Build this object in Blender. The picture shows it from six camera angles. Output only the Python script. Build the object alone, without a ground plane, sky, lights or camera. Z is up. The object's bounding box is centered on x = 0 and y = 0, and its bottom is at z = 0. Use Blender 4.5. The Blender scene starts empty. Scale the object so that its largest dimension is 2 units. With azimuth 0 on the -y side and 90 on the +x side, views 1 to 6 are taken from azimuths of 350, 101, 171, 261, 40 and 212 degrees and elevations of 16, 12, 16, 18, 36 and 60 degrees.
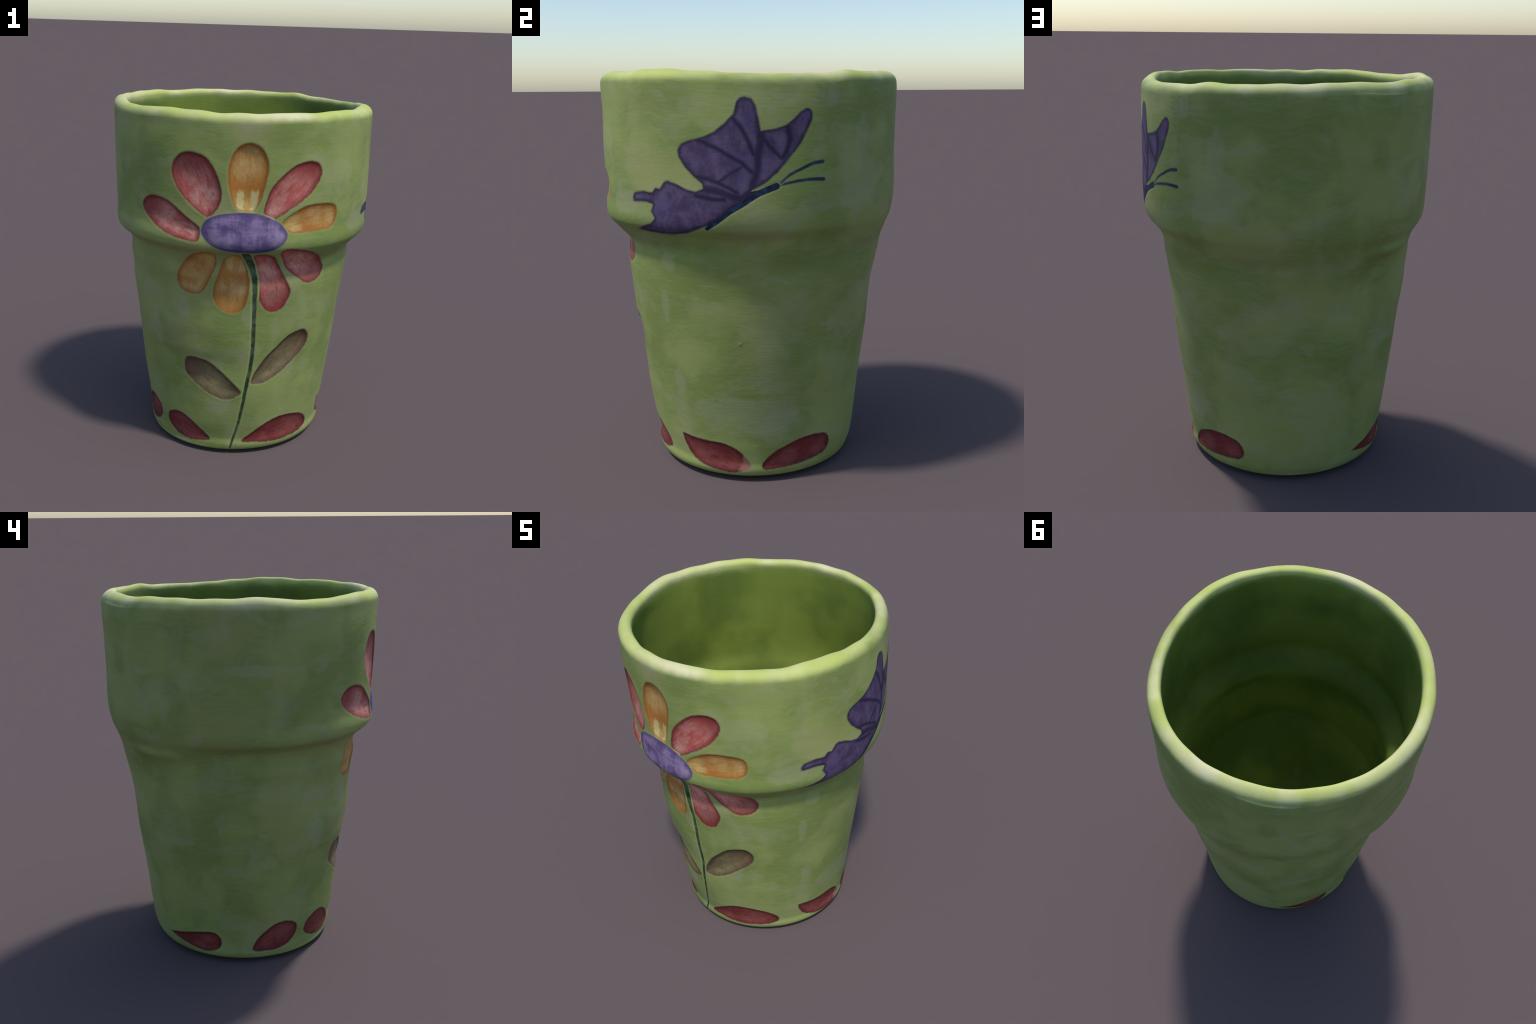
# A hand-painted ceramic flower pot: one turned, slightly wobbly clay wall with a
# stepped collar, a carved flower on the front, a painted butterfly on the side
# and a row of painted petals round the foot.
import bpy, math, random
import numpy as np

random.seed(7)
rng = np.random.default_rng(7)

# ------------------------------------------------------------------ the wall
# profile: height, mean radius, then the out-of-round wobble at that height as
# harmonics (cos 1, sin 1, cos 2, sin 2 ... of the azimuth; azimuth 0 = -y, 90 = +x)
PROFILE = [
    (0.00, .4150, 0, -.0130, 0, -.0050, 0, 0, 0, 0, 0, 0),
    (0.02, .4940, -.0032, -.0122, -.0009, -.0055, -.0020, -.0002, -.0004, .0004, -.0005, .0006),
    (0.05, .5172, -.0070, -.0075, -.0025, -.0003, .0006, -.0004, 0, -.0004, .0001, -.0001),
    (0.10, .5202, -.0135, -.0085, .0005, .0010, -.0007, -.0009, .0003, 0, -.0001, -.0001),
    (0.20, .5350, -.0099, -.0069, .0025, .0011, -.0004, -.0010, -.0001, -.0002, -.0001, 0),
    (0.40, .5591, -.0049, -.0071, .0018, .0047, -.0001, .0002, .0016, -.0003, .0002, -.0001),
    (0.60, .5808, -.0090, -.0059, 0, .0055, -.0007, -.0004, .0008, -.0004, .0003, -.0001),
    (0.80, .6069, -.0020, -.0078, .0012, .0001, -.0035, .0004, -.0028, .0002, -.0009, .0021),
    (0.95, .6237, -.0046, -.0065, .0012, .0030, -.0012, .0010, -.0014, .0001, -.0003, .0006),
    (1.05, .6337, -.0081, -.0033, .0063, .0049, -.0007, .0003, .0014, -.0005, .0004, -.0002),
    (1.12, .6431, -.0129, -.0026, .0054, .0013, -.0023, -.0004, .0015, -.0017, .0011, -.0009),
    (1.18, .6480, -.0191, .0003, .0068, .0011, -.0011, .0010, .0002, 0, .0001, 0),
    (1.24, .6762, -.0071, .0060, .0121, .0050, -.0017, .0041, -.0009, -.0009, -.0005, .0006),
    (1.30, .7212, .0092, .0033, .0039, -.0004, -.0044, .0029, -.0003, .0004, .0003, -.0010),
    (1.40, .7285, -.0007, .0068, .0032, .0014, -.0031, .0023, .0017, .0003, .0002, -.0006),
    (1.60, .7309, .0021, .0044, .0037, .0041, -.0020, .0020, .0003, .0002, .0001, -.0010),
    (1.80, .7319, .0022, .0007, .0039, .0028, -.0023, .0009, -.0008, -.0007, -.0005, -.0002),
    (1.95, .7307, .0057, -.0009, .0079, .0048, -.0007, .0035, .0002, -.0037, .0005, -.0003),
    (2.05, .7207, .0117, -.0157, .0010, -.0012, .0002, .0011, -.0011, 0, -.0001, .0001),
]
# height of the lip: mean, then harmonics 1..7
LIP = [1.9857, .0002, -.0061, .0007, .0054, -.0022, .0011, -.0001, -.0039, 0,
       -.0006, -.0013, .0024, -.0006, .0014]
LIP_OUT, LIP_IN, THICK = 0.047, 0.030, 0.073
FLOOR = 0.50

KZ = np.array([p[0] for p in PROFILE])
COEF = np.array([p[1:] for p in PROFILE])


def harmonics(a, n):
    out = [np.ones_like(a)]
    for k in range(1, n + 1):
        out += [np.cos(k * a), np.sin(k * a)]
    return np.stack(out, -1)


def lip_height(a):
    h = harmonics(a, 7) @ np.array(LIP)
    for n, amp, ph in LIP_BUMPS:
        h = h + amp * np.cos(n * a + ph)
    return h


LIP_BUMPS = [(int(n), 0.0019 * (9 / n) ** 0.6 * rng.uniform(.4, 1), rng.uniform(0, 6.28))
             for n in (8, 9, 11, 13, 14, 17, 19, 22, 26)]


def radius(a, z):
    """outer radius at azimuth a (1d) and heights z (rows x len(a)): cubic through PROFILE"""
    C = harmonics(a, 5) @ COEF.T                      # len(a) x knots
    d = np.gradient(C, KZ, axis=1)
    d[:, 1:-1] = (C[:, 2:] - C[:, :-2]) / (KZ[2:] - KZ[:-2])
    zz = np.clip(z, KZ[0], KZ[-1])
    i = np.clip(np.searchsorted(KZ, zz, side='right') - 1, 0, len(KZ) - 2)
    h = KZ[i + 1] - KZ[i]
    t = (zz - KZ[i]) / h
    cols = np.broadcast_to(np.arange(len(a)), z.shape)
    c0, c1, d0, d1 = C[cols, i], C[cols, i + 1], d[cols, i], d[cols, i + 1]
    return ((2 * t**3 - 3 * t**2 + 1) * c0 + (t**3 - 2 * t**2 + t) * h * d0
            + (-2 * t**3 + 3 * t**2) * c1 + (t**3 - t**2) * h * d1)


WAVES = []
for k in range(26):                                   # soft hand-thrown lumpiness
    n, m = int(rng.integers(2, 16)), rng.uniform(-11, 11)
    WAVES.append((n, m, 0.0034 / (3 + math.hypot(n, m * .6)), rng.uniform(0, 6.28)))
for k in range(14):                                   # faint throwing rings
    WAVES.append((int(rng.integers(0, 3)), rng.uniform(30, 90), 0.00003, rng.uniform(0, 6.28)))


def lumps(a, z):
    out = np.zeros(np.broadcast(a, z).shape)
    for n, m, amp, ph in WAVES:
        out += amp * np.cos(n * a + m * z + ph)
    return out


def smooth(e0, e1, x):
    t = np.clip((x - e0) / (e1 - e0), 0, 1)
    return t * t * (3 - 2 * t)


# ------------------------------------------------- decoration, drawn on the wall
# outlines: (azimuth in degrees, height)
RED, YELLOW, GREY, BASE = 'red', 'yellow', 'grey', 'base'
PETALS = [   # colour, depth of the carving, base point, tip, outline
    (RED, .022, (-21, 1.44), (-31, 1.79),
     [(-29.5, 1.787), (-24.7, 1.775), (-21.5, 1.747), (-18.9, 1.694), (-17.1, 1.638), (-16.3, 1.58),
      (-17.2, 1.527), (-19.0, 1.489), (-21.9, 1.459), (-24.3, 1.474), (-28.2, 1.505), (-31.7, 1.546),
      (-34.8, 1.589), (-36.9, 1.639), (-37.6, 1.685), (-36.2, 1.739), (-33.5, 1.772)]),
    (YELLOW, .024, (-6, 1.48), (-6, 1.84),
     [(-5.9, 1.842), (-2.6, 1.833), (-.1, 1.805), (1.6, 1.759), (2.1, 1.708), (1.2, 1.651), (.2, 1.598),
      (-1.0, 1.546), (-2.9, 1.501), (-5.1, 1.497), (-8.5, 1.499), (-10.8, 1.519), (-12.2, 1.565),
      (-13.4, 1.623), (-13.8, 1.687), (-13.2, 1.744), (-11.5, 1.796), (-9.1, 1.828)]),
    (RED, .016, (3, 1.46), (22, 1.75),
     [(20.4, 1.748), (23.5, 1.733), (25.0, 1.696), (24.3, 1.656), (22.0, 1.611), (18.5, 1.567),
      (14.1, 1.528), (9.9, 1.495), (6.2, 1.467), (4.9, 1.454), (3.0, 1.465), (.8, 1.492), (1.3, 1.54),
      (2.5, 1.592), (5.1, 1.644), (8.7, 1.69), (12.9, 1.728), (16.8, 1.745)]),
    (YELLOW, .013, (8, 1.42), (34, 1.47),
     [(25.4, 1.526), (31.0, 1.518), (33.9, 1.498), (34.6, 1.455), (33.4, 1.411), (30.2, 1.386),
      (24.1, 1.384), (18.0, 1.382), (12.9, 1.384), (9.8, 1.405), (8.4, 1.435), (10.4, 1.466),
      (13.8, 1.495), (18.8, 1.521)]),
    (RED, .014, (-25, 1.37), (-53, 1.49),
     [(-49.3, 1.533), (-44.7, 1.536), (-39.4, 1.518), (-35.0, 1.483), (-30.8, 1.444), (-27.3, 1.419),
      (-25.2, 1.392), (-25.3, 1.351), (-26.6, 1.326), (-30.9, 1.329), (-36.3, 1.34), (-41.6, 1.36),
      (-47.0, 1.39), (-51.9, 1.429), (-54.5, 1.472), (-53.0, 1.51)]),
    (YELLOW, .010, (-20, 1.28), (-35, 1.00),
     [(-27.1, 1.254), (-22.5, 1.268), (-19.6, 1.254), (-19.3, 1.206), (-20.6, 1.156), (-22.6, 1.106),
      (-25.0, 1.051), (-27.4, 1.018), (-31.3, 1.006), (-36.3, 1.011), (-39.8, 1.041), (-40.4, 1.092),
      (-38.3, 1.146), (-34.7, 1.199), (-30.6, 1.236)]),
    (YELLOW, .014, (-9, 1.27), (-13, .91),
     [(-10.0, 1.26), (-7.5, 1.242), (-5.6, 1.191), (-4.0, 1.125), (-3.6, 1.059), (-4.7, .981),
      (-6.7, .933), (-10.3, .913), (-15.5, .92), (-19.5, .956), (-21.3, 1.005), (-20.5, 1.066),
      (-18.7, 1.135), (-16.6, 1.204), (-13.9, 1.242)]),
    (RED, .013, (1, 1.27), (10, .92),
     [(-2.2, 1.254), (2.4, 1.263), (6.6, 1.246), (10.4, 1.185), (13.1, 1.123), (16.1, 1.07),
      (17.5, 1.026), (16.1, .975), (13.3, .93), (8.3, .914), (4.4, .939), (1.8, .988), (.4, 1.05),
      (-.2, 1.116), (-1.0, 1.173)]),
    (RED, .010, (8, 1.29), (36, 1.09),
     [(9.1, 1.262), (9.9, 1.29), (12.7, 1.296), (18.2, 1.284), (25.1, 1.255), (32.8, 1.203),
      (37.6, 1.144), (36.1, 1.092), (31.4, 1.064), (26.5, 1.066), (21.4, 1.1), (16.2, 1.144), (12.2, 1.198)]),
]
LEAVES = [
    (GREY, .013, (-6, .40), (-38, .57),
     [(-38.0, .604), (-31.8, .615), (-24.8, .599), (-18.9, .556), (-12.9, .497), (-8.7, .453),
      (-5.8, .417), (-7.7, .397), (-13.6, .37), (-19.7, .378), (-26.8, .41), (-33.3, .458),
      (-38.1, .488), (-39.9, .544)]),
    (GREY, .020, (0, .48), (31, .75),
     [(27.0, .781), (30.9, .762), (33.1, .714), (31.5, .662), (26.0, .609), (20.6, .565), (14.3, .516),
      (9.9, .49), (3.9, .473), (-.5, .476), (.7, .526), (3.4, .579), (7.2, .641), (12.6, .701), (18.9, .761)]),
]
FOOT_PETALS = [
    (BASE, .008, (-26, .08), (-56, .19),
     [(-51.6, .214), (-44.4, .224), (-37.8, .194), (-31.9, .148), (-27.0, .107), (-25.5, .079),
      (-32.2, .068), (-38.7, .061), (-45.9, .066), (-52.9, .085), (-57.9, .129), (-56.5, .183)]),
    (BASE, .008, (-4, .08), (44, .16),
     [(39.4, .188), (45.9, .136), (46.2, .092), (39.2, .072), (28.6, .065), (18.7, .062), (8.9, .07),
      (-1.1, .078), (-4.5, .085), (.6, .128), (7.9, .181), (15.5, .22), (25.1, .228), (32.5, .214)]),
    (BASE, .008, (61, .20), (99, .09),
     [(60.5, .214), (67.4, .208), (77.7, .209), (86.9, .204), (93.7, .175), (98.7, .128), (101.2, .085),
      (98.8, .064), (92.6, .051), (84.3, .054), (76.0, .067), (67.0, .095), (62.5, .15)]),
    (BASE, .008, (108, .08), (147, .18),
     [(143.2, .209), (147.8, .176), (148.6, .124), (144.8, .092), (135.3, .083), (126.6, .075),
      (116.8, .068), (109.4, .064), (107.3, .084), (109.7, .12), (114.8, .163), (121.6, .194), (130.8, .218)]),
    (BASE, .008, (-146, .11), (-112, .13),
     [(-147.5, .112), (-137.3, .142), (-126.9, .171), (-118.3, .187), (-114.4, .18), (-111.8, .152),
      (-111.7, .106), (-114.6, .078), (-120.2, .062), (-125.2, .063), (-130.2, .075), (-138.5, .093)]),
    (BASE, .008, (-93, .08), (-66, .22),
     [(-72.7, .238), (-65.5, .205), (-65.0, .145), (-69.0, .096), (-75.8, .073), (-82.6, .068),
      (-88.1, .072), (-93.0, .078), (-92.2, .11), (-90.7, .14), (-86.4, .185), (-80.2, .228)]),
]
CENTRE = [(-8.0, 1.491), (-2.1, 1.486), (3.4, 1.465), (8.3, 1.427), (10.8, 1.377), (9.9, 1.339),
          (7.2, 1.307), (3.2, 1.285), (-3.3, 1.276), (-10.9, 1.279), (-16.5, 1.293), (-20.1, 1.316),
          (-23.1, 1.348), (-24.7, 1.387), (-23.6, 1.427), (-20.4, 1.461), (-14.9, 1.482)]
STEM = [(-6.4, 1.272), (-3.3, 1.201), (-1.8, 1.149), (-.8, 1.084), (-.7, .989), (-.6, .884), (-.5, .777),
        (-.7, .656), (-1.5, .554), (-3.2, .444), (-4.9, .329), (-7.2, .198), (-9.3, .126), (-12.0, .038)]
UPPER_WING = [(100.7, 1.877), (103.1, 1.868), (104.8, 1.833), (105.6, 1.784), (106.3, 1.734), (105.3, 1.651),
              (104.8, 1.562), (102.8, 1.473), (99.6, 1.444), (96.1, 1.45), (90.7, 1.475), (85.7, 1.486),
              (85.6, 1.503), (82.4, 1.532), (79.5, 1.571), (77.1, 1.615), (76.7, 1.649), (78.3, 1.678),
              (81.7, 1.695), (85.5, 1.706), (89.7, 1.727), (93.8, 1.768), (96.4, 1.801), (97.8, 1.855),
              (99.0, 1.871)]
FAR_WING = [(106.3, 1.734), (110.9, 1.742), (115.0, 1.758), (118.3, 1.793), (121.6, 1.825), (124.0, 1.814),
            (124.5, 1.781), (122.5, 1.725), (120.1, 1.67), (116.8, 1.621), (113.6, 1.571), (109.9, 1.527),
            (106.3, 1.495), (102.8, 1.473), (104.8, 1.562), (105.3, 1.651)]
LOWER_WING = [(85.7, 1.486), (90.7, 1.475), (96.1, 1.45), (99.6, 1.444), (102.8, 1.473), (106.0, 1.478), (105.0, 1.461), (99.6, 1.416), (95.1, 1.381), (90.9, 1.342),
              (87.0, 1.315), (83.4, 1.297), (77.4, 1.271), (72.4, 1.262), (66.9, 1.261), (61.9, 1.265),
              (58.5, 1.267), (55.5, 1.274), (59.6, 1.298), (64.2, 1.316), (66.3, 1.34), (64.6, 1.368),
              (65.6, 1.399), (62.7, 1.405), (56.2, 1.4), (55.4, 1.424), (56.8, 1.452), (61.7, 1.462),
              (65.9, 1.46), (67.2, 1.48), (69.3, 1.479), (71.1, 1.509), (72.7, 1.516), (75.9, 1.506),
              (79.4, 1.485), (83.3, 1.473)]
# veins: half width, then points; the rim strokes of the wings are the outline itself
UPPER_VEINS = [(.0085, [(96.4, 1.784), (99.9, 1.735), (102.0, 1.68), (103.5, 1.629)]),
               (.0085, [(84.6, 1.69), (90.0, 1.663), (95.4, 1.624), (99.8, 1.591), (102.8, 1.557)]),
               (.005, [(99.8, 1.58), (95.3, 1.546), (91.7, 1.512)]),
               (.008, [(82.4, 1.538), (88.5, 1.523), (93.0, 1.501), (97.9, 1.467)])]
FAR_VEINS = [(.0075, [(105.8, 1.707), (109.1, 1.662), (112.7, 1.617)]),
             (.011, [(115.2, 1.744), (116.1, 1.694), (115.0, 1.644), (113.6, 1.616)])]
LOWER_VEINS = [(.009, [(83.4, 1.452), (89.3, 1.437), (93.4, 1.438)])]
BODY = [(111.3, 1.493), (105.0, 1.461), (99.6, 1.416), (95.1, 1.381), (90.9, 1.339), (86.9, 1.305)]
FEELERS = [[(112.9, 1.508), (115.9, 1.54), (120.6, 1.567), (124.5, 1.587), (128.1, 1.593)],
           [(112.9, 1.499), (118.7, 1.513), (124.0, 1.518), (128.4, 1.516)]]


def flat(points, rr):
    return np.array([(math.radians(a) * rr, z) for a, z in points])


def rounded(points, n=3):
    """closed Catmull-Rom through the control points"""
    P = np.asarray(points, float)
    out = []
    N = len(P)
    for i in range(N):
        p0, p1, p2, p3 = P[i - 1], P[i], P[(i + 1) % N], P[(i + 2) % N]
        for k in range(n):
            t = k / n
            out.append(.5 * (2 * p1 + (p2 - p0) * t + (2 * p0 - 5 * p1 + 4 * p2 - p3) * t * t
                             + (3 * p1 - p0 - 3 * p2 + p3) * t**3))
    return np.array(out)


def curve(points, n=4):
    """open Catmull-Rom"""
    P = np.asarray(points, float)
    Q = np.vstack([2 * P[0] - P[1], P, 2 * P[-1] - P[-2]])
    out = []
    for i in range(1, len(Q) - 2):
        p0, p1, p2, p3 = Q[i - 1:i + 3]
        for k in range(n):
            t = k / n
            out.append(.5 * (2 * p1 + (p2 - p0) * t + (2 * p0 - 5 * p1 + 4 * p2 - p3) * t * t
                             + (3 * p1 - p0 - 3 * p2 + p3) * t**3))
    out.append(P[-1])
    return np.array(out)


def segment_distance(X, Y, ax, ay, bx, by):
    dx, dy = bx - ax, by - ay
    t = np.clip(((X - ax) * dx + (Y - ay) * dy) / (dx * dx + dy * dy + 1e-12), 0, 1)
    return np.hypot(X - ax - t * dx, Y - ay - t * dy), t


def polygon_sdf(X, Y, P):
    d = np.full(X.shape, 9.0)
    inside = np.zeros(X.shape, bool)
    for (ax, ay), (bx, by) in zip(P, np.roll(P, -1, 0)):
        d = np.minimum(d, segment_distance(X, Y, ax, ay, bx, by)[0])
        c = (ay > Y) != (by > Y)
        inside ^= c & (X < (bx - ax) * (Y - ay) / (by - ay + 1e-15) + ax)
    return np.where(inside, -d, d)


def stroke_sdf(X, Y, P, w0, w1):
    d = np.full(X.shape, 9.0)
    n = len(P) - 1
    for i in range(n):
        dd, t = segment_distance(X, Y, *P[i], *P[i + 1])
        d = np.minimum(d, dd - (w0 + (w1 - w0) * (i + t) / n))
    return d


# ------------------------------------------------------------------ materials
def lin(r, g, b):
    f = lambda c: c / 12.92 if c <= .04045 else ((c + .055) / 1.055) ** 2.4
    return (f(r / 255), f(g / 255), f(b / 255), 1)


class Nodes:
    """small helper to wire shader maths"""
    def __init__(self, tree):
        self.t = tree

    def new(self, kind, **kw):
        n = self.t.nodes.new(kind)
        for k, v in kw.items():
            setattr(n, k, v)
        return n

    def put(self, socket, v):
        if isinstance(v, bpy.types.NodeSocket):
            self.t.links.new(v, socket)
        elif v is not None:
            socket.default_value = v

    def math(self, op, a, b=None, c=None, clamp=False):
        n = self.new('ShaderNodeMath', operation=op, use_clamp=clamp)
        for s, v in zip(n.inputs, (a, b, c)):
            self.put(s, v)
        return n.outputs[0]

    def vec(self, op, a, b=None, scale=None):
        n = self.new('ShaderNodeVectorMath', operation=op)
        self.put(n.inputs[0], a)
        if b is not None:
            self.put(n.inputs[1], b)
        if scale is not None:
            self.put(n.inputs['Scale'], scale)
        return n.outputs['Value'] if op in ('DOT_PRODUCT', 'LENGTH') else n.outputs['Vector']

    def ramp(self, x, lo, hi, a=0.0, b=1.0):
        n = self.new('ShaderNodeMapRange', interpolation_type='SMOOTHSTEP')
        for s, v in zip(n.inputs[:5], (x, lo, hi, a, b)):
            self.put(s, v)
        return n.outputs[0]

    def mix(self, f, a, b):
        n = self.new('ShaderNodeMix', data_type='RGBA')
        self.put(n.inputs['Factor'], f)
        self.put(n.inputs[6], a)
        self.put(n.inputs[7], b)
        return n.outputs[2]

    def noise(self, p, scale, detail=2.0, rough=.5):
        n = self.new('ShaderNodeTexNoise')
        self.put(n.inputs['Vector'], p)
        n.inputs['Scale'].default_value = scale
        n.inputs['Detail'].default_value = detail
        n.inputs['Roughness'].default_value = rough
        return n.outputs[0]

    def wall(self, rr):
        """(azimuth * rr, height, radius) of the shaded point"""
        co = self.new('ShaderNodeTexCoord').outputs['Object']
        s = self.new('ShaderNodeSeparateXYZ')
        self.put(s.inputs[0], co)
        ny = self.math('MULTIPLY', s.outputs[1], -1.0)
        az = self.math('MULTIPLY', self.math('ARCTAN2', s.outputs[0], ny), rr)
        c = self.new('ShaderNodeCombineXYZ')
        self.put(c.inputs[0], az)
        self.put(c.inputs[1], s.outputs[2])
        return c.outputs[0], co

    def segment(self, p, a, b):
        """distance from p to the segment a-b"""
        d = (b[0] - a[0], b[1] - a[1], 0)
        l2 = d[0]**2 + d[1]**2 + 1e-9
        q = self.vec('SUBTRACT', p, (a[0], a[1], 0))
        t = self.math('MULTIPLY', self.vec('DOT_PRODUCT', q, d), 1 / l2, clamp=True)
        return self.vec('LENGTH', self.vec('SUBTRACT', q, self.vec('SCALE', d, scale=t)))

    def path(self, p, pts, closed=False):
        out = None
        n = len(pts)
        for i in range(n if closed else n - 1):
            d = self.segment(p, pts[i], pts[(i + 1) % n])
            out = d if out is None else self.math('MINIMUM', out, d)
        return out

    def convex(self, p, pts):
        """signed distance to a convex outline"""
        out = None
        cx, cy = np.mean(pts, 0)
        for (ax, ay), (bx, by) in zip(pts, np.roll(pts, -1, 0)):
            nx, ny = by - ay, ax - bx
            l = math.hypot(nx, ny)
            if l < 1e-6:
                continue
            nx, ny = nx / l, ny / l
            if (cx - ax) * nx + (cy - ay) * ny > 0:
                nx, ny = -nx, -ny
            d = self.math('SUBTRACT', self.vec('DOT_PRODUCT', p, (nx, ny, 0)), ax * nx + ay * ny)
            out = d if out is None else self.math('MAXIMUM', out, d)
        return out


GREEN_DEEP = lin(119, 136, 68)  # greens darkened part-way to the shade baked into the original's sides
GREEN = lin(140, 152, 85)
OLIVE = lin(156, 154, 97)
PALE = lin(160, 159, 131)
WHITE = lin(228, 220, 178)
LIME = lin(192, 202, 110)
INSIDE = lin(116, 132, 54)
INSIDE_DEEP = lin(94, 112, 44)


def glaze_group():
    """the washed green glaze of the outside, shared by every part that shows it"""
    g = bpy.data.node_groups.new('glaze', 'ShaderNodeTree')
    g.interface.new_socket('Color', in_out='OUTPUT', socket_type='NodeSocketColor')
    g.interface.new_socket('Height', in_out='OUTPUT', socket_type='NodeSocketFloat')
    n = Nodes(g)
    p, co = n.wall(.65)
    sep = n.new('ShaderNodeSeparateXYZ')
    n.put(sep.inputs[0], co)
    # watercolour washes: soft blobs with a visible edge, dragged a little along the wall
    warp = n.new('ShaderNodeTexNoise')
    n.put(warp.inputs['Vector'], co)
    warp.inputs['Scale'].default_value = 5
    wco = n.vec('ADD', co, n.vec('SCALE', n.vec('SUBTRACT', warp.outputs['Color'], (.5, .5, .5)), scale=.16))
    st = n.vec('MULTIPLY', wco, (1.0, 1.0, 1.7))
    vt = n.vec('MULTIPLY', wco, (1.0, 1.0, .35))
    col = n.mix(n.ramp(n.noise(wco, 2.9, 3, .5), .40, .62), GREEN_DEEP, GREEN)
    col = n.mix(n.math('MULTIPLY', n.ramp(n.noise(n.vec('ADD', co, (7, 2, 4)), 1.7, 2), .50, .72), .5), col, OLIVE)
    a = n.ramp(n.noise(n.vec('ADD', st, (3, 9, 1)), 3.4, 3, .5), .54, .60)
    b = n.ramp(n.noise(n.vec('ADD', vt, (1, 5, 8)), 5.5, 3, .5), .59, .66)
    thin = n.math('MULTIPLY', n.math('MAXIMUM', a, b), n.ramp(n.noise(co, 11, 3, .6), .3, .7, .10, .27))
    col = n.mix(thin, col, PALE)
    # the larger bare smears, where they sit on the pot: azimuth, height, half sizes
    ragged = n.math('MULTIPLY', n.math('SUBTRACT', n.noise(wco, 6, 5, .65), .5), 2.8)
    bare = None
    for a0, z0, ra, rz in ((147, 1.45, .14, .15), (146, 1.66, .035, .11), (133, 1.88, .03, .07), (100, .36, .30, .12),
                           (65, 1.12, .04, .05), (60, .89, .03, .09), (64, .50, .04, .09), (-5, 1.91, .09, .07),
                           (-20, .32, .09, .06), (-40, .92, .10, .07), (-58, .74, .05, .10), (-57, .96, .12, .07),
                           (-3, .90, .05, .09), (22, .60, .04, .12), (-90, 1.67, .20, .025), (-130, .73, .10, .03),
                           (50, 1.40, .10, .06), (-140, 1.64, .05, .02)):
        q = n.vec('MULTIPLY', n.vec('SUBTRACT', p, (math.radians(a0) * .65, z0, 0)), (1 / ra, 1 / rz, 0))
        e = n.vec('LENGTH', q)
        bare = e if bare is None else n.math('MINIMUM', bare, e)
    col = n.mix(n.ramp(n.math('ADD', bare, ragged), .66, 1.08, .30, 0), col, PALE)
    # fine brush streaks
    fine = n.noise(n.vec('MULTIPLY', wco, (4, 4, 26)), 2.2, 4, .6)
    col = n.mix(n.ramp(fine, .35, .75, 0, .22), col, PALE)
    grain = n.noise(co, 70, 3, .7)
    col = n.mix(n.ramp(grain, .4, .8, 0, .10), col, GREEN_DEEP)
    # the lip: a paler, more lime band
    lipm = n.ramp(n.math('ADD', sep.outputs[2], n.math('MULTIPLY', n.noise(co, 7, 3), .05)), 1.955, 2.005)
    lipc = n.mix(n.ramp(n.noise(n.vec('ADD', co, (2, 2, 2)), 3.4, 3), .34, .74), LIME, WHITE)
    col = n.mix(n.math('MULTIPLY', lipm, .75), col, lipc)
    # specks of grit
    sp = n.new('ShaderNodeTexVoronoi')
    n.put(sp.inputs['Vector'], co)
    sp.inputs['Scale'].default_value = 9
    col = n.mix(n.ramp(sp.outputs['Distance'], .012, .03, .55, 0), col, lin(70, 70, 48))
    out = n.new('NodeGroupOutput')
    n.put(out.inputs['Color'], col)
    n.put(out.inputs['Height'], n.noise(n.vec('MULTIPLY', co, (8, 8, 30)), 3, 4))
    return g


GLAZE = glaze_group()


def material(name, build, rough=.62, bump=.05):
    m = bpy.data.materials.new(name)
    m.use_nodes = True
    t = m.node_tree
    bs = t.nodes['Principled BSDF']
    n = Nodes(t)
    gl = n.new('ShaderNodeGroup')
    gl.node_tree = GLAZE
    color = build(n, gl.outputs['Color'])
    n.put(bs.inputs['Base Color'], color)
    bs.inputs['Roughness'].default_value = rough
    bs.inputs['Specular IOR Level'].default_value = .25
    b = n.new('ShaderNodeBump')
    b.inputs['Strength'].default_value = bump
    b.inputs['Distance'].default_value = .02
    n.put(b.inputs['Height'], gl.outputs['Height'])
    n.put(bs.inputs['Normal'], b.outputs[0])
    return m


def inside_paint(n, glaze):
    p, co = n.wall(.6)
    sep = n.new('ShaderNodeSeparateXYZ')
    n.put(sep.inputs[0], co)
    c = n.mix(n.ramp(n.noise(co, 2.2, 3), .4, .62), INSIDE_DEEP, INSIDE)
    c = n.mix(n.ramp(n.noise(n.vec('MULTIPLY', co, (6, 6, .8)), 2.0, 4), .4, .9, 0, .10), c, lin(160, 174, 100))
    edge = n.ramp(n.math('ADD', sep.outputs[2], n.math('MULTIPLY', n.noise(co, 8, 3), .05)), 1.93, 1.99)
    return n.mix(edge, c, glaze)


def hull(P):
    P = sorted(map(tuple, P))
    def half(pts):
        h = []
        for q in pts:
            while len(h) > 1 and ((h[-1][0] - h[-2][0]) * (q[1] - h[-2][1])
                                  - (h[-1][1] - h[-2][1]) * (q[0] - h[-2][0])) <= 0:
                h.pop()
            h.append(q)
        return h[:-1]
    return np.array(half(P) + half(P[::-1]))


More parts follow.
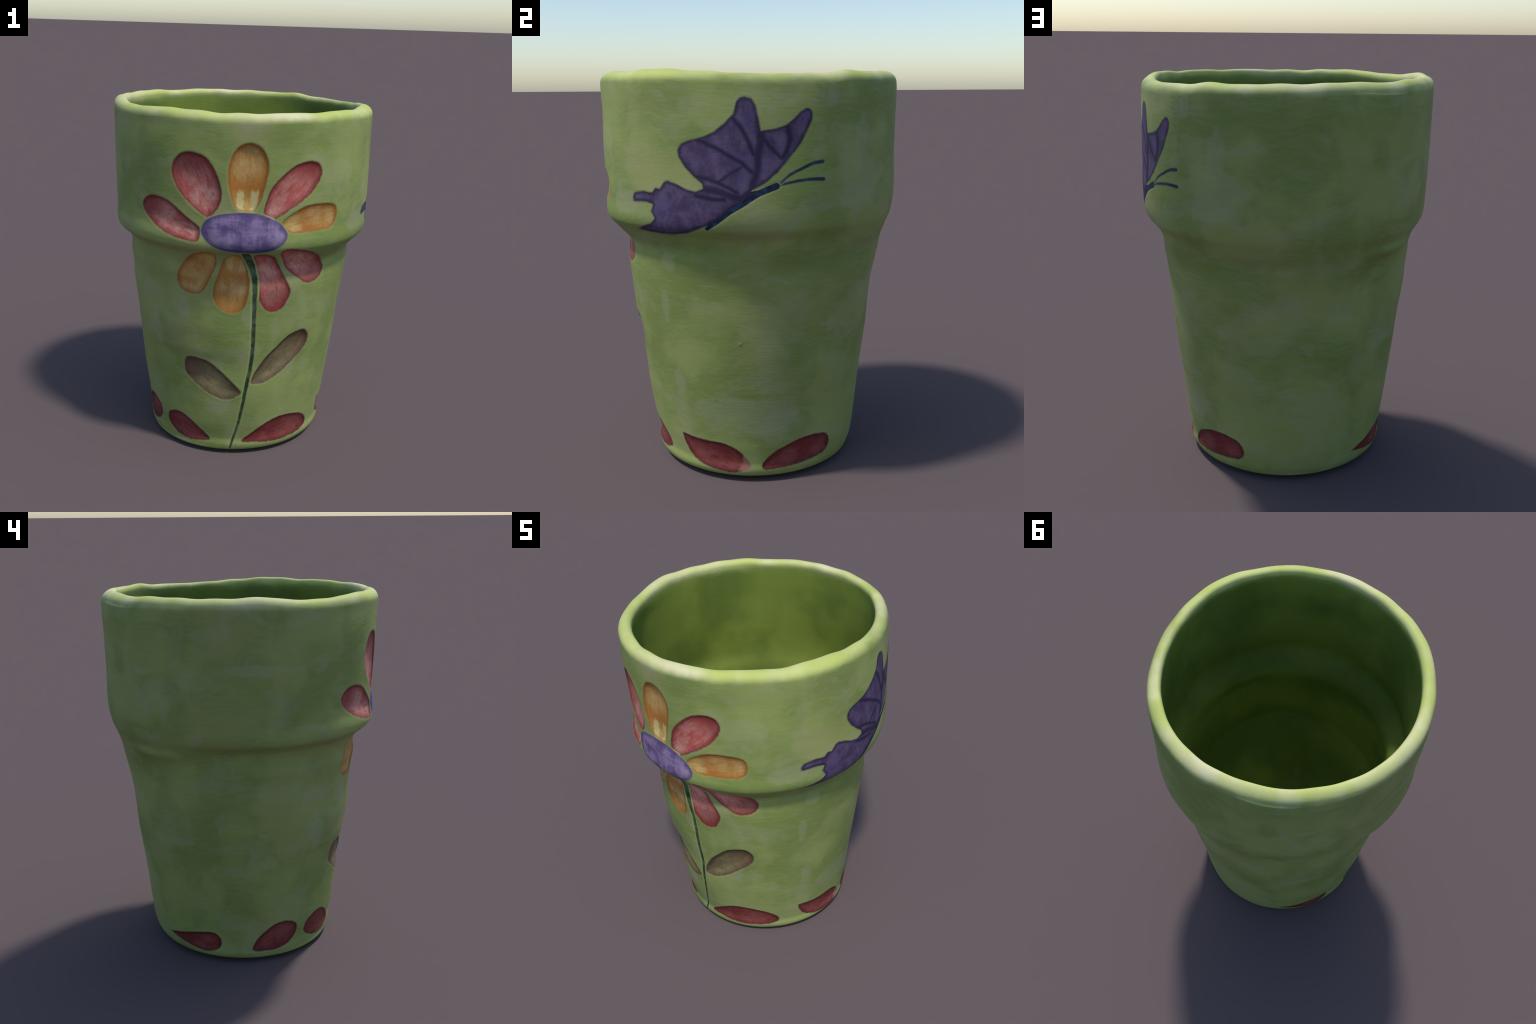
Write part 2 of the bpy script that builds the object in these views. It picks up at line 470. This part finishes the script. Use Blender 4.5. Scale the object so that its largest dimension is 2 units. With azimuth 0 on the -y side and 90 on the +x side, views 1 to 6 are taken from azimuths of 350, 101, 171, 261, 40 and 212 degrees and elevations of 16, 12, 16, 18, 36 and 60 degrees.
def petal_paint(kind, rr, outline, base, tip, seed):
    fingers = {2: .65, 4: .22, 7: .35}.get(seed, 0)         # bare fingers at the root of some petals
    rubbed = .5 if seed == 32 else 0
    pts = hull(rounded(flat(outline, rr), 2))
    b = np.array((math.radians(base[0]) * rr, base[1]))
    t = np.array((math.radians(tip[0]) * rr, tip[1]))
    L = float(np.hypot(*(t - b)))
    ux, uy = (t - b) / L
    hw = float(np.abs((flat(outline, rr) - b) @ np.array((-uy, ux))).max())

    def build(n, glaze):
        p, co = n.wall(rr)
        wob = n.new('ShaderNodeTexNoise')
        n.put(wob.inputs['Vector'], co)
        wob.inputs['Scale'].default_value = 22
        q = n.vec('ADD', p, n.vec('SCALE', n.vec('SUBTRACT', wob.outputs['Color'], (.5, .5, .5)), scale=.007))
        d = n.convex(q, pts)
        r = n.vec('SUBTRACT', p, (b[0], b[1], 0))
        u = n.math('MULTIPLY', n.vec('DOT_PRODUCT', r, (ux, uy, 0)), 1 / L)
        v = n.vec('DOT_PRODUCT', r, (-uy, ux, 0))
        c = n.new('ShaderNodeCombineXYZ')
        n.put(c.inputs[0], n.math('MULTIPLY', u, L * .22))
        n.put(c.inputs[1], v)
        c.inputs[2].default_value = seed * 3.7
        streak = n.noise(c.outputs[0], 60, 4, .65)
        blot = n.noise(n.vec('ADD', co, (seed * 2.3, 1, 4)), 8, 3, .6)
        edge = n.ramp(n.math('ADD', d, n.math('MULTIPLY', n.noise(co, 26, 2), .018)), -.028, .006)
        if kind == RED:
            deep, mid, light, ink = lin(122, 41, 42), lin(168, 83, 76), lin(198, 146, 132), lin(98, 29, 31)
        elif kind == YELLOW:
            deep, mid, light, ink = lin(144, 88, 28), lin(168, 124, 58), lin(192, 164, 112), lin(140, 80, 24)
        elif kind == GREY:
            deep, mid, light, ink = lin(78, 65, 50), lin(108, 98, 70), lin(144, 132, 90), lin(84, 48, 43)  # leaf tones lowered to include the shadow over their upper half
        else:
            deep, mid, light, ink = lin(88, 29, 30), lin(112, 42, 41), lin(138, 76, 70), lin(68, 24, 27)
        col = n.mix(n.ramp(n.math('ADD', n.math('MULTIPLY', streak, .5), n.math('MULTIPLY', blot, .5)), .40, .60), mid, light)
        col = n.mix(n.ramp(streak, .48, .70, 0, .6), col, deep)
        col = n.mix(n.ramp(n.noise(co, 55, 3, .7), .45, .75, 0, .30), col, deep)
        col = n.mix(n.math('MULTIPLY', edge, .70), col, deep)
        if kind == YELLOW:   # browner middle, and two bare fingers at the root
            mid_band = n.ramp(n.math('ABSOLUTE', n.math('SUBTRACT', n.math('ADD', u, n.math('MULTIPLY', streak, .25)), .52)), .0, .22, .55, 0)
            col = n.mix(mid_band, col, lin(160, 92, 24))
            side = n.math('ABSOLUTE', n.math('SUBTRACT', n.math('ABSOLUTE', n.math('MULTIPLY', v, 1 / hw)), .36))
            wav = n.math('ADD', side, n.math('MULTIPLY', n.math('SUBTRACT', n.noise(co, 30, 2), .5), .25))
            root = n.math('MULTIPLY', n.ramp(wav, .13, .22, 1, 0), n.ramp(n.math('ADD', u, n.math('MULTIPLY', streak, .15)), .36, .44, 1, 0))
            col = n.mix(n.math('MULTIPLY', n.ramp(u, .15, .35, .35, 0), 1.0), col, lin(196, 164, 80))
            col = n.mix(n.math('MULTIPLY', root, fingers), col, lin(196, 192, 136))
        if kind in (RED, GREY):   # far end darkened: shade of the carved hollow, put into the paint
            far = n.math('ADD', u, n.math('MULTIPLY', n.math('SUBTRACT', blot, .5), .5))
            col = n.mix(n.ramp(far, .52, .90, 0, .55), col, ink)
        line = n.math('MULTIPLY', n.ramp(n.math('ADD', d, n.math('MULTIPLY', n.noise(co, 34, 2), .010)), -.008, .004), .75)
        col = n.mix(line, col, ink)
        if kind == BASE:
            rub = n.ramp(n.math('ADD', u, n.math('MULTIPLY', n.noise(co, 16, 3), .3)), 1.04, 1.10, 0, rubbed)
            col = n.mix(rub, col, lin(176, 130, 112))
        # soft painted edge, then a faint paler ring just outside it
        halo = n.ramp(d, .004, .020, .03, 0)
        ground = n.mix(halo, glaze, WHITE)
        ragged = n.math('ADD', d, n.math('MULTIPLY', n.math('SUBTRACT', n.noise(co, 60, 3, .7), .5), .010))
        return n.mix(n.ramp(ragged, -.005, .008), col, ground)
    return build


def centre_paint(rr, outline):
    pts = hull(rounded(flat(outline, rr), 2))

    def build(n, glaze):
        p, co = n.wall(rr)
        wob = n.new('ShaderNodeTexNoise')
        n.put(wob.inputs['Vector'], co)
        wob.inputs['Scale'].default_value = 24
        q = n.vec('ADD', p, n.vec('SCALE', n.vec('SUBTRACT', wob.outputs['Color'], (.5, .5, .5)), scale=.007))
        d = n.convex(q, pts)
        h = n.noise(n.vec('MULTIPLY', p, (5, 70, 1)), 1.0, 4, .6)
        v = n.noise(n.vec('MULTIPLY', p, (70, 5, 1)), 1.0, 4, .6)
        col = n.mix(n.ramp(n.math('ADD', n.math('MULTIPLY', n.math('ADD', h, v), .3), n.noise(co, 16, 4, .65)), .66, 1.0), lin(92, 76, 116), lin(136, 116, 152))
        col = n.mix(n.ramp(n.noise(co, 7, 3), .55, .72, 0, .5), col, lin(158, 144, 164))
        col = n.mix(n.ramp(d, -.035, .0, 0, .6), col, lin(66, 56, 94))
        s = n.new('ShaderNodeSeparateXYZ')
        n.put(s.inputs[0], p)
        low = n.math('MULTIPLY', n.ramp(s.outputs[1], 1.29, 1.33, 1, 0), n.ramp(d, -.03, -.005))
        col = n.mix(n.math('MULTIPLY', low, .8), col, lin(40, 56, 116))
        ground = n.mix(n.ramp(d, .004, .024, .04, 0), glaze, WHITE)
        return n.mix(n.ramp(d, -.004, .005), col, ground)
    return build


def stem_paint(rr, path):
    pts = curve(flat(path, rr), 2)

    def build(n, glaze):
        p, co = n.wall(rr)
        wob = n.new('ShaderNodeTexNoise')
        n.put(wob.inputs['Vector'], co)
        wob.inputs['Scale'].default_value = 30
        q = n.vec('ADD', p, n.vec('SCALE', n.vec('SUBTRACT', wob.outputs['Color'], (.5, .5, .5)), scale=.008))
        d = n.path(q, pts)
        s = n.new('ShaderNodeSeparateXYZ')
        n.put(s.inputs[0], p)
        w = n.math('ADD', n.ramp(s.outputs[1], .05, .5, .0080, .0112), n.ramp(s.outputs[1], .95, 1.22, 0, .006))
        w = n.math('ADD', w, n.math('MULTIPLY', n.math('SUBTRACT', n.noise(co, 18, 3, .7), .5), .006))
        e = n.math('SUBTRACT', d, w)
        col = n.mix(n.ramp(n.noise(co, 20, 3), .4, .65), lin(44, 62, 44), lin(74, 92, 66))
        ground = n.mix(n.ramp(e, .002, .02, .12, 0), glaze, LIME)
        return n.mix(n.ramp(e, -.003, .003), col, ground)
    return build


WING_R = .735


def wing_outline(outline, free, fine=0):
    """rounded where the wing edge is free, straight where wings meet"""
    P = flat(outline, WING_R)
    rim = curve(P[free], fine or (2 if len(free) < 16 else 1))
    rest = [i for i in range(len(P)) if i not in free]
    if free[-1] != len(P) - 1 and rest:
        k = rest.index(free[-1] + 1) if free[-1] + 1 in rest else 0
        rest = rest[k:] + rest[:k]
    return (np.vstack([rim, P[rest]]) if rest else rim), rim, [rim[-1], *P[rest], rim[0]]


def wing_paint(outline, veins, seed, free):
    _, rim, seam = wing_outline(outline, free)

    def build(n, glaze):
        p, co = n.wall(WING_R)
        wob = n.new('ShaderNodeTexNoise')
        n.put(wob.inputs['Vector'], co)
        wob.inputs['Scale'].default_value = 20
        q = n.vec('ADD', p, n.vec('SCALE', n.vec('SUBTRACT', wob.outputs['Color'], (.5, .5, .5)), scale=.010))
        rd = n.path(q, rim)
        d = n.math('MINIMUM', rd, n.path(q, seam))
        st = n.noise(n.vec('ADD', n.vec('MULTIPLY', p, (1, .7, 1)), (seed, seed, 0)), 15, 5, .7)
        col = n.mix(n.ramp(st, .36, .66), lin(68, 52, 82), lin(94, 80, 110))  # violets deepened below paint colour, with the pot's shaded side tinted in
        col = n.mix(n.ramp(n.noise(co, 6, 3), .5, .68, 0, .5), col, lin(74, 68, 108))
        ink = n.ramp(n.math('ADD', d, n.math('MULTIPLY', n.math('SUBTRACT', n.noise(co, 13, 3), .5), .016)), .006, .026, .85, 0)
        for w, path in veins:
            e = n.math('SUBTRACT', n.path(q, flat(path, WING_R)), w)
            ink = n.math('MAXIMUM', ink, n.ramp(e, -.008, .010, .92, 0))
        col = n.mix(ink, col, lin(34, 27, 54))
        return n.mix(n.ramp(rd, -.002, .010, .9, 0), col, glaze)
    return build


def stroke_paint(path, w0, w1, dark, light, fade=.004):
    pts = flat(path, WING_R)

    def build(n, glaze):
        p, co = n.wall(WING_R)
        d = n.path(p, curve(pts, 2))
        r = n.vec('SUBTRACT', p, (*pts[0], 0))
        L = pts[-1] - pts[0]
        u = n.math('MULTIPLY', n.vec('DOT_PRODUCT', r, (*(L / (L @ L)), 0)), 1.0, clamp=True)
        w = n.math('MULTIPLY_ADD', u, w1 - w0, w0)
        e = n.math('SUBTRACT', d, w)
        col = n.mix(n.ramp(n.noise(n.vec('MULTIPLY', p, (1, 1, 1)), 22, 3), .42, .66), dark, light)
        return n.mix(n.ramp(e, -fade, fade), col, glaze)
    return build


# ------------------------------------------------------------------ build the wall
COLS = 1040
OUT_ROWS, RIM_ROWS, IN_ROWS = 560, 26, 130
az1 = -math.pi + 2 * math.pi * np.arange(COLS) / COLS
lip1 = lip_height(az1)
lip1 += 2.0 - lip1.max()

# outer wall, as azimuth and height of every grid point
zeta = np.linspace(0, 1, OUT_ROWS)[:, None]
Z = zeta * (lip1 - LIP_OUT)[None, :]
A = np.broadcast_to(az1[None, :], Z.shape).copy()
rows_step = 2 / OUT_ROWS

REGION = np.zeros((OUT_ROWS - 1, COLS), int)           # 0 = plain wall
SPLIT = np.zeros(REGION.shape, int)                    # 1, 2: quad cut along a diagonal
HALF = np.zeros(REGION.shape + (2,), int)              # the region of each half
locked = np.zeros(Z.shape, bool)
relief = np.zeros(Z.shape)
regions = []                                           # (name, material, parent key)


def block(P, rr, margin):
    c0 = np.searchsorted(az1, (P[:, 0].min() - margin) / rr)
    c1 = np.searchsorted(az1, (P[:, 0].max() + margin) / rr)
    r0 = max(int((P[:, 1].min() - margin) / 1.96 * OUT_ROWS) - 2, 0)
    r1 = min(int((P[:, 1].max() + margin) / 1.90 * OUT_ROWS) + 3, OUT_ROWS)
    return slice(r0, r1), slice(c0, c1)


def claim(P, rr, sdf, grow, name, mat, key=None, parent=None):
    """cut the region sdf < grow out of the wall grid: the grid points nearest its
    border slide on to it, the faces inside get the region's number"""
    sl = block(P, rr, grow + .03)
    a, z, lock = A[sl], Z[sl], locked[sl]
    f = sdf(a * rr, z) - grow
    best = np.full(f.shape, 9.0)
    na, nz = a.copy(), z.copy()
    for ax in (0, 1):
        lo = (slice(None, -1), slice(None)) if ax == 0 else (slice(None), slice(None, -1))
        hi = (slice(1, None), slice(None)) if ax == 0 else (slice(None), slice(1, None))
        f0, f1 = f[lo], f[hi]
        cross = (f0 * f1) < 0
        t = np.where(cross, f0 / np.where(cross, f0 - f1, 1), 0)
        ca = a[lo] + t * (a[hi] - a[lo])
        cz = z[lo] + t * (z[hi] - z[lo])
        for side, tt in ((lo, t), (hi, 1 - t)):
            ok = cross & (tt <= .5) & (tt < best[side]) & ~lock[side]
            best[side] = np.where(ok, tt, best[side])
            na[side] = np.where(ok, ca, na[side])
            nz[side] = np.where(ok, cz, nz[side])
    moved = best < 9
    A[sl], Z[sl] = np.where(moved, na, a), np.where(moved, nz, z)
    locked[sl] |= moved
    f = np.where(moved, 0, f)
    c00, c01, c11, c10 = f[:-1, :-1], f[:-1, 1:], f[1:, 1:], f[1:, :-1]
    regions.append((name, mat, key, parent))
    rid = len(regions)
    fs = (slice(sl[0].start, sl[0].stop - 1), slice(sl[1].start, sl[1].stop - 1))
    rs, sp, hf = REGION[fs], SPLIT[fs], HALF[fs]
    free = (rs == 0) & (sp == 0)
    sp[free & (c00 == 0) & (c11 == 0) & (c01 * c10 < 0)] = 1
    sp[free & (c01 == 0) & (c10 == 0) & (c00 * c11 < 0)] = 2
    halves = {1: (c00 + c01 + c11, c00 + c11 + c10), 2: (c01 + c11 + c10, c00 + c01 + c10)}
    for kind, pair in halves.items():
        for k in (0, 1):
            hf[..., k][(sp == kind) & (hf[..., k] == 0) & (pair[k] < 0)] = rid
    rs[(c00 + c01 + c11 + c10 < 0) & (rs == 0) & (sp == 0)] = rid


def press(P, rr, sdf, fn, margin=.05):
    sl = block(P, rr, margin)
    relief[sl] += fn(sdf(A[sl] * rr, Z[sl]))


def mean_r(points):
    a = np.radians([p[0] for p in points])
    z = np.array([p[1] for p in points])
    return float(np.mean([radius(a[i:i + 1], z[i:i + 1, None])[0, 0] for i in range(len(a))]))


pressings = []


def carve(kind, depth, base, tip, outline, name, mat_name, seed, key=None, parent=None):
    rr = mean_r(outline)
    P = rounded(flat(outline, rr))
    sdf = lambda x, y: polygon_sdf(x, y, P)
    mat = material(mat_name, petal_paint(kind, rr, outline, base, tip, seed))
    wid = float(-sdf(*[v.ravel() for v in np.meshgrid(np.linspace(*np.sort(P[:, 0])[[0, -1]], 40),
                                                      np.linspace(*np.sort(P[:, 1])[[0, -1]], 40))]).min())

    def dish(d):
        t = np.clip(-d / wid, 0, 1)
        bowl = 1 - (1 - t) ** 2.2
        step = smooth(.008, -.018, d) * .2
        lip = .0004 * np.exp(-((d - .012) / .010) ** 2)
        return -(depth * (.8 * bowl + step)) + (lip if depth > .01 else 0)
    pressings.append((P, rr, sdf, dish))
    claim(P, rr, sdf, .028 if kind != BASE else .012, name, mat, key, parent)


# the flower's middle: a low boss across the step of the collar
rr = mean_r(CENTRE)
Pc = rounded(flat(CENTRE, rr))
sd_c = lambda x, y: polygon_sdf(x, y, Pc)
pressings.append((Pc, rr, sd_c, lambda d: .013 * smooth(.012, -.07, d)))
claim(Pc, rr, sd_c, .006, 'flower_center', material('violet_paint', centre_paint(rr, CENTRE)), 'flower')

rs_ = .61
Ps = curve(flat(STEM, rs_))
sd_s = lambda x, y: stroke_sdf(x, y, Ps, .0125, .0065)
pressings.append((Ps, rs_, sd_s, lambda d: -.005 * smooth(.010, -.008, d)))
claim(Ps, rs_, sd_s, .013, 'stem', material('dark_green_paint', stem_paint(rs_, STEM)), 'stem')

for i, (k, dp, b, t, o) in enumerate(PETALS):
    carve(k, dp, b, t, o, 'petal', 'petal_red_paint' if k == RED else 'petal_yellow_paint', i + 1, parent='flower')
for i, (k, dp, b, t, o) in enumerate(LEAVES):
    carve(k, dp, b, t, o, 'leaf', 'leaf_paint', 20 + i, parent='stem')
for i, (k, dp, b, t, o) in enumerate(FOOT_PETALS):
    carve(k, dp, b, t, o, 'border_petal', 'border_petal_paint', 30 + i)

Pb = curve(flat(BODY, WING_R))
sd_b = lambda x, y: stroke_sdf(x, y, Pb, .0155, .0095)
pressings.append((Pb, WING_R, sd_b, lambda d: -.0015 * smooth(.008, -.008, d)))
claim(Pb, WING_R, sd_b, -.001, 'butterfly_body',
      material('body_blue_paint', stroke_paint(BODY, .0165, .0105, lin(19, 29, 54), lin(34, 62, 92))), 'butterfly')
NU, NL = len(UPPER_WING), len(LOWER_WING)
for o, vs, s, free in ((UPPER_WING, UPPER_VEINS, 1, [*range(11, NU), *range(0, 5)]),
                       (FAR_WING, FAR_VEINS, 2, [*range(0, 14)]),
                       (LOWER_WING, LOWER_VEINS, 3, [*range(10, NL), 0])):
    Pw = wing_outline(o, free, 3)[0]
    claim(Pw, WING_R, (lambda P: lambda x, y: polygon_sdf(x, y, P))(Pw), .0, 'butterfly_wing',
          material('wing_paint', wing_paint(o, vs, s, free)), parent='butterfly')
for o in FEELERS:
    Pf = curve(flat(o, WING_R))
    claim(Pf, WING_R, (lambda P: lambda x, y: stroke_sdf(x, y, P, .005, .0075))(Pf), .005, 'antenna',
          material('antenna_paint', stroke_paint(o, .0050, .0085, lin(30, 44, 62), lin(46, 70, 90))), parent='butterfly')

for args in pressings:
    press(*args)


def wrap(a):
    return (a + math.pi) % (2 * math.pi) - math.pi


def own_relief(a, z):
    """thumb dent and fold under the collar at the back left"""
    d = lambda a0, w: wrap(a - math.radians(a0)) / math.radians(w)
    g = lambda amp, a0, wa, z0, wz: amp * np.exp(-d(a0, wa) ** 2 - ((z - z0) / wz) ** 2)
    out = g(-.034, 213, 15, 1.03, .13) + g(.022, 219, 11, 1.208, .03)       # thumb dent, fold over it
    out += g(-.016, 205, 12, 1.06, .06) + g(-.012, 214, 14, 1.12, .04)
    out += g(.010, 140, 15, .60, .15) + g(.012, 198, 13, .72, .10) - g(.008, 218, 10, .55, .08)
    out += g(.010, -36, 13, .66, .06) - g(.015, 304, 12, .91, .10) + g(.008, -45, 12, 1.36, .08)
    out += g(.018, 207, 17, 1.88, .08)                                       # swelling near the lip
    out += g(-.014, 119, 14, 1.10, .06) + g(-.014, 155, 14, 1.13, .07)       # hollows under the collar
    out += g(.014, 0, 24, .70, .15)                                          # belly behind the leaves
    out += g(-.010, -6, 14, 1.42, .20)                                       # flat behind the flower
    return out + g(.004, 97.1, .45, .739, .005)                              # a pimple


def radius_at(Agrid, Zgrid):
    """row by row, so that shifted azimuths are honoured"""
    out = np.empty(Zgrid.shape)
    for j in range(len(Zgrid)):
        out[j] = radius(Agrid[j], Zgrid[j][None, :])[0]
    return out


R_out = radius_at(A, Z) + relief + lumps(A, Z) * smooth(0, .08, Z) + own_relief(A, Z)

rowsA, rowsR, rowsZ = [A], [R_out], [Z]
one = np.ones(COLS)


def row(r, z):
    rowsA.append(az1[None, :])
    rowsR.append(np.asarray(r)[None, :])
    rowsZ.append(np.asarray(z)[None, :])


# rolled lip
for k in range(1, RIM_ROWS + 1):
    w = k / RIM_ROWS * math.pi
    if w <= math.pi / 2:
        z = lip1 - LIP_OUT + LIP_OUT * math.sin(w)
        off = LIP_OUT * (1 - math.cos(w))
    else:
        z = lip1 - LIP_IN + LIP_IN * math.sin(w)
        off = LIP_OUT - (THICK - LIP_OUT) * math.cos(w)
    r = radius(az1, z[None, :])[0] - off + lumps(az1, z) * max(0, math.cos(w))
    row(r, z)
# inner wall follows the outside at one wall's thickness, the step sits higher inside
DEEP = .835
bay = lambda a0, w: np.exp(-((((az1 - math.radians(a0)) + math.pi) % (2 * math.pi) - math.pi) / math.radians(w)) ** 2)
for k in range(1, IN_ROWS + 1):
    t = k / IN_ROWS
    top = lip1 - LIP_IN
    z = top + (DEEP - top) * t
    low = .055 * smooth(1.9, 1.5, z)
    soft = .022 * smooth(1.9, 1.6, z)
    r = sum(w * radius(az1, (z - low + soft * o)[None, :])[0]
            for w, o in ((.1, -1.5), (.25, -.8), (.3, 0), (.25, .8), (.1, 1.5)))
    r = r - THICK + .003 * smooth(1.93, 1.6, z) + .007 * smooth(1.36, 1.2, z) + .6 * lumps(az1 + 1.3, z) * smooth(0, .06, top - z)
    r = r + .013 * (bay(44, 18) + bay(302, 24)) * smooth(1.5, 1.7, z) * smooth(0, .12, top - z)
    r = r - .018 * bay(76, 30) * smooth(1.75, 1.5, z) * smooth(1.12, 1.25, z)
    row(r, z)
# the inside closes in a deep uneven bowl
r_low, n_bowl = r, 60
BOWL_LUMPS = [(-.40, -.04, -.12, .12), (-.43, -.33, .12, .12), (.095, -.325, -.065, .08), (-.01, -.45, -.035, .08),
              (.23, -.46, .06, .09), (.26, -.165, .07, .11), (-.06, -.175, .04, .13)]
for k in range(1, n_bowl + 1):
    f = 1 - .985 * k / n_bowl
    rr_ = r_low * f
    bowl = .36 + (DEEP - .36) * f ** 2.0 * (1 + .0 * az1)
    bx, by = rr_ * np.sin(az1), -rr_ * np.cos(az1)
    for x0, y0, h, w in BOWL_LUMPS:
        bowl = bowl + h * np.exp(-((bx - x0) ** 2 + (by - y0) ** 2) / w ** 2) * smooth(0, .1, 1 - f)
    row(rr_, bowl)
FLOOR = .36
N_OUT = OUT_ROWS - 1
BA, BR, BZ = np.vstack(rowsA), np.vstack(rowsR), np.vstack(rowsZ)
n_main = len(BA)
# underside
under = []
for f, z in ((.97, .001), (.93, .003), (.88, .010), (.7, .012), (.45, .012), (.2, .012), (.02, .012)):
    under.append((BR[0] * f, one * z))
BA = np.vstack([BA] + [az1[None, :]] * len(under))
BR = np.vstack([BR] + [u[0][None, :] for u in under])
BZ = np.vstack([BZ] + [u[1][None, :] for u in under])

X = BR * np.sin(BA)
Y = -BR * np.cos(BA)
# sit the pot in the middle of its frame
X -= (X.max() + X.min()) / 2 * 0
verts = np.stack([X, Y, BZ], -1).reshape(-1, 3)

idx = np.arange(len(BA) * COLS).reshape(len(BA), COLS)


def quads(lo, hi):
    l2, h2 = np.roll(lo, -1), np.roll(hi, -1)
    return np.stack([lo, l2, h2, hi], -1)


faces, label = [], []
tris, tri_label = [], []
COLLAR, WALL, RIM, INTERIOR, BOTTOM = -1, -2, -3, -4, -5
for j in range(n_main - 1):
    q = quads(idx[j], idx[j + 1])
    if j < N_OUT:
        reg = REGION[j].copy()
        plain = COLLAR if BZ[j].mean() > 1.215 else WALL
        whole_q = SPLIT[j] == 0
        for i in np.nonzero(~whole_q)[0]:
            c00, c01, c11, c10 = q[i]
            pair = ((c00, c01, c11), (c00, c11, c10)) if SPLIT[j, i] == 1 else ((c01, c11, c10), (c00, c01, c10))
            for k in (0, 1):
                tris.append(pair[k])
                tri_label.append(HALF[j, i, k] or plain)
        faces.append(q[whole_q])
        label.append(np.where(reg == 0, plain, reg)[whole_q])
        continue
    faces.append(q)
    if j < N_OUT:
        pass
    elif j < N_OUT + RIM_ROWS:
        label.append(np.full(COLS, RIM))
    else:
        label.append(np.full(COLS, INTERIOR))
prev = idx[0]
for k in range(len(under)):
    cur = idx[n_main + k]
    faces.append(quads(cur, prev))
    label.append(np.full(COLS, BOTTOM))
    prev = cur
faces = np.concatenate(faces)
label = np.concatenate(label)
# close the two small holes at the axis with fans
extra_v = np.array([[0, 0, FLOOR], [0, 0, .012]])
nv = len(verts)
verts = np.vstack([verts, extra_v])
floor_ring, under_ring = idx[n_main - 1], idx[-1]


def mesh_from(name, V, F, tris=None):
    me = bpy.data.meshes.new(name)
    nq = len(F)
    nt = 0 if tris is None else len(tris)
    loops = F.reshape(-1)
    starts = np.arange(nq) * 4
    if nt:
        starts = np.concatenate([starts, nq * 4 + np.arange(nt) * 3])
        loops = np.concatenate([loops, tris.reshape(-1)])
    me.vertices.add(len(V))
    me.vertices.foreach_set('co', V.astype(np.float32).ravel())
    me.loops.add(len(loops))
    me.loops.foreach_set('vertex_index', loops.astype(np.int32))
    me.polygons.add(nq + nt)
    me.polygons.foreach_set('loop_start', starts.astype(np.int32))
    me.polygons.foreach_set('use_smooth', np.ones(nq + nt, bool))
    me.update(calc_edges=True)
    me.validate()
    return me


floor_tris = np.stack([floor_ring, np.roll(floor_ring, -1), np.full(COLS, nv)], -1)
under_tris = np.stack([np.roll(under_ring, -1), under_ring, np.full(COLS, nv + 1)], -1)
all_tris = np.concatenate([np.array(tris, int).reshape(-1, 3), floor_tris, under_tris])
tri_label = np.concatenate([np.array(tri_label, int), np.full(COLS, INTERIOR), np.full(COLS, BOTTOM)])
whole = mesh_from('whole', verts, faces, all_tris)
vn = np.empty(len(whole.vertices) * 3, np.float32)
whole.vertex_normals.foreach_get('vector', vn)
vn = vn.reshape(-1, 3)
bpy.data.meshes.remove(whole)

scene = bpy.context.scene
pot = bpy.data.objects.new('flower_pot', None)
scene.collection.objects.link(pot)
pot['label'] = 'hand-painted green ceramic pot with carved flower and painted butterfly'
pot['category'] = 'flower pot'


def part(name, which, mat, parent):
    F, T = faces[label == which], all_tris[tri_label == which]
    used, inv = np.unique(np.concatenate([F.reshape(-1), T.reshape(-1)]), return_inverse=True)
    F2 = inv[:F.size].reshape(-1, 4)
    T2 = inv[F.size:].reshape(-1, 3)
    me = mesh_from(name, verts[used], F2, T2)
    me.normals_split_custom_set_from_vertices([tuple(v) for v in vn[used]])
    me.materials.append(mat)
    ob = bpy.data.objects.new(name, me)
    scene.collection.objects.link(ob)
    ob.parent = parent
    return ob


plain = material('green_glaze', lambda n, g: g)
inner = material('inner_glaze', inside_paint)
part('collar', COLLAR, plain, pot)
part('lower_wall', WALL, plain, pot)
part('rim', RIM, plain, pot)
part('interior', INTERIOR, inner, pot)
part('underside', BOTTOM, plain, pot)
keys = {}
for i, (name, mat, key, parent) in enumerate(regions):
    ob = part(name, i + 1, mat, keys.get(parent, pot))
    if key:
        keys[key] = ob
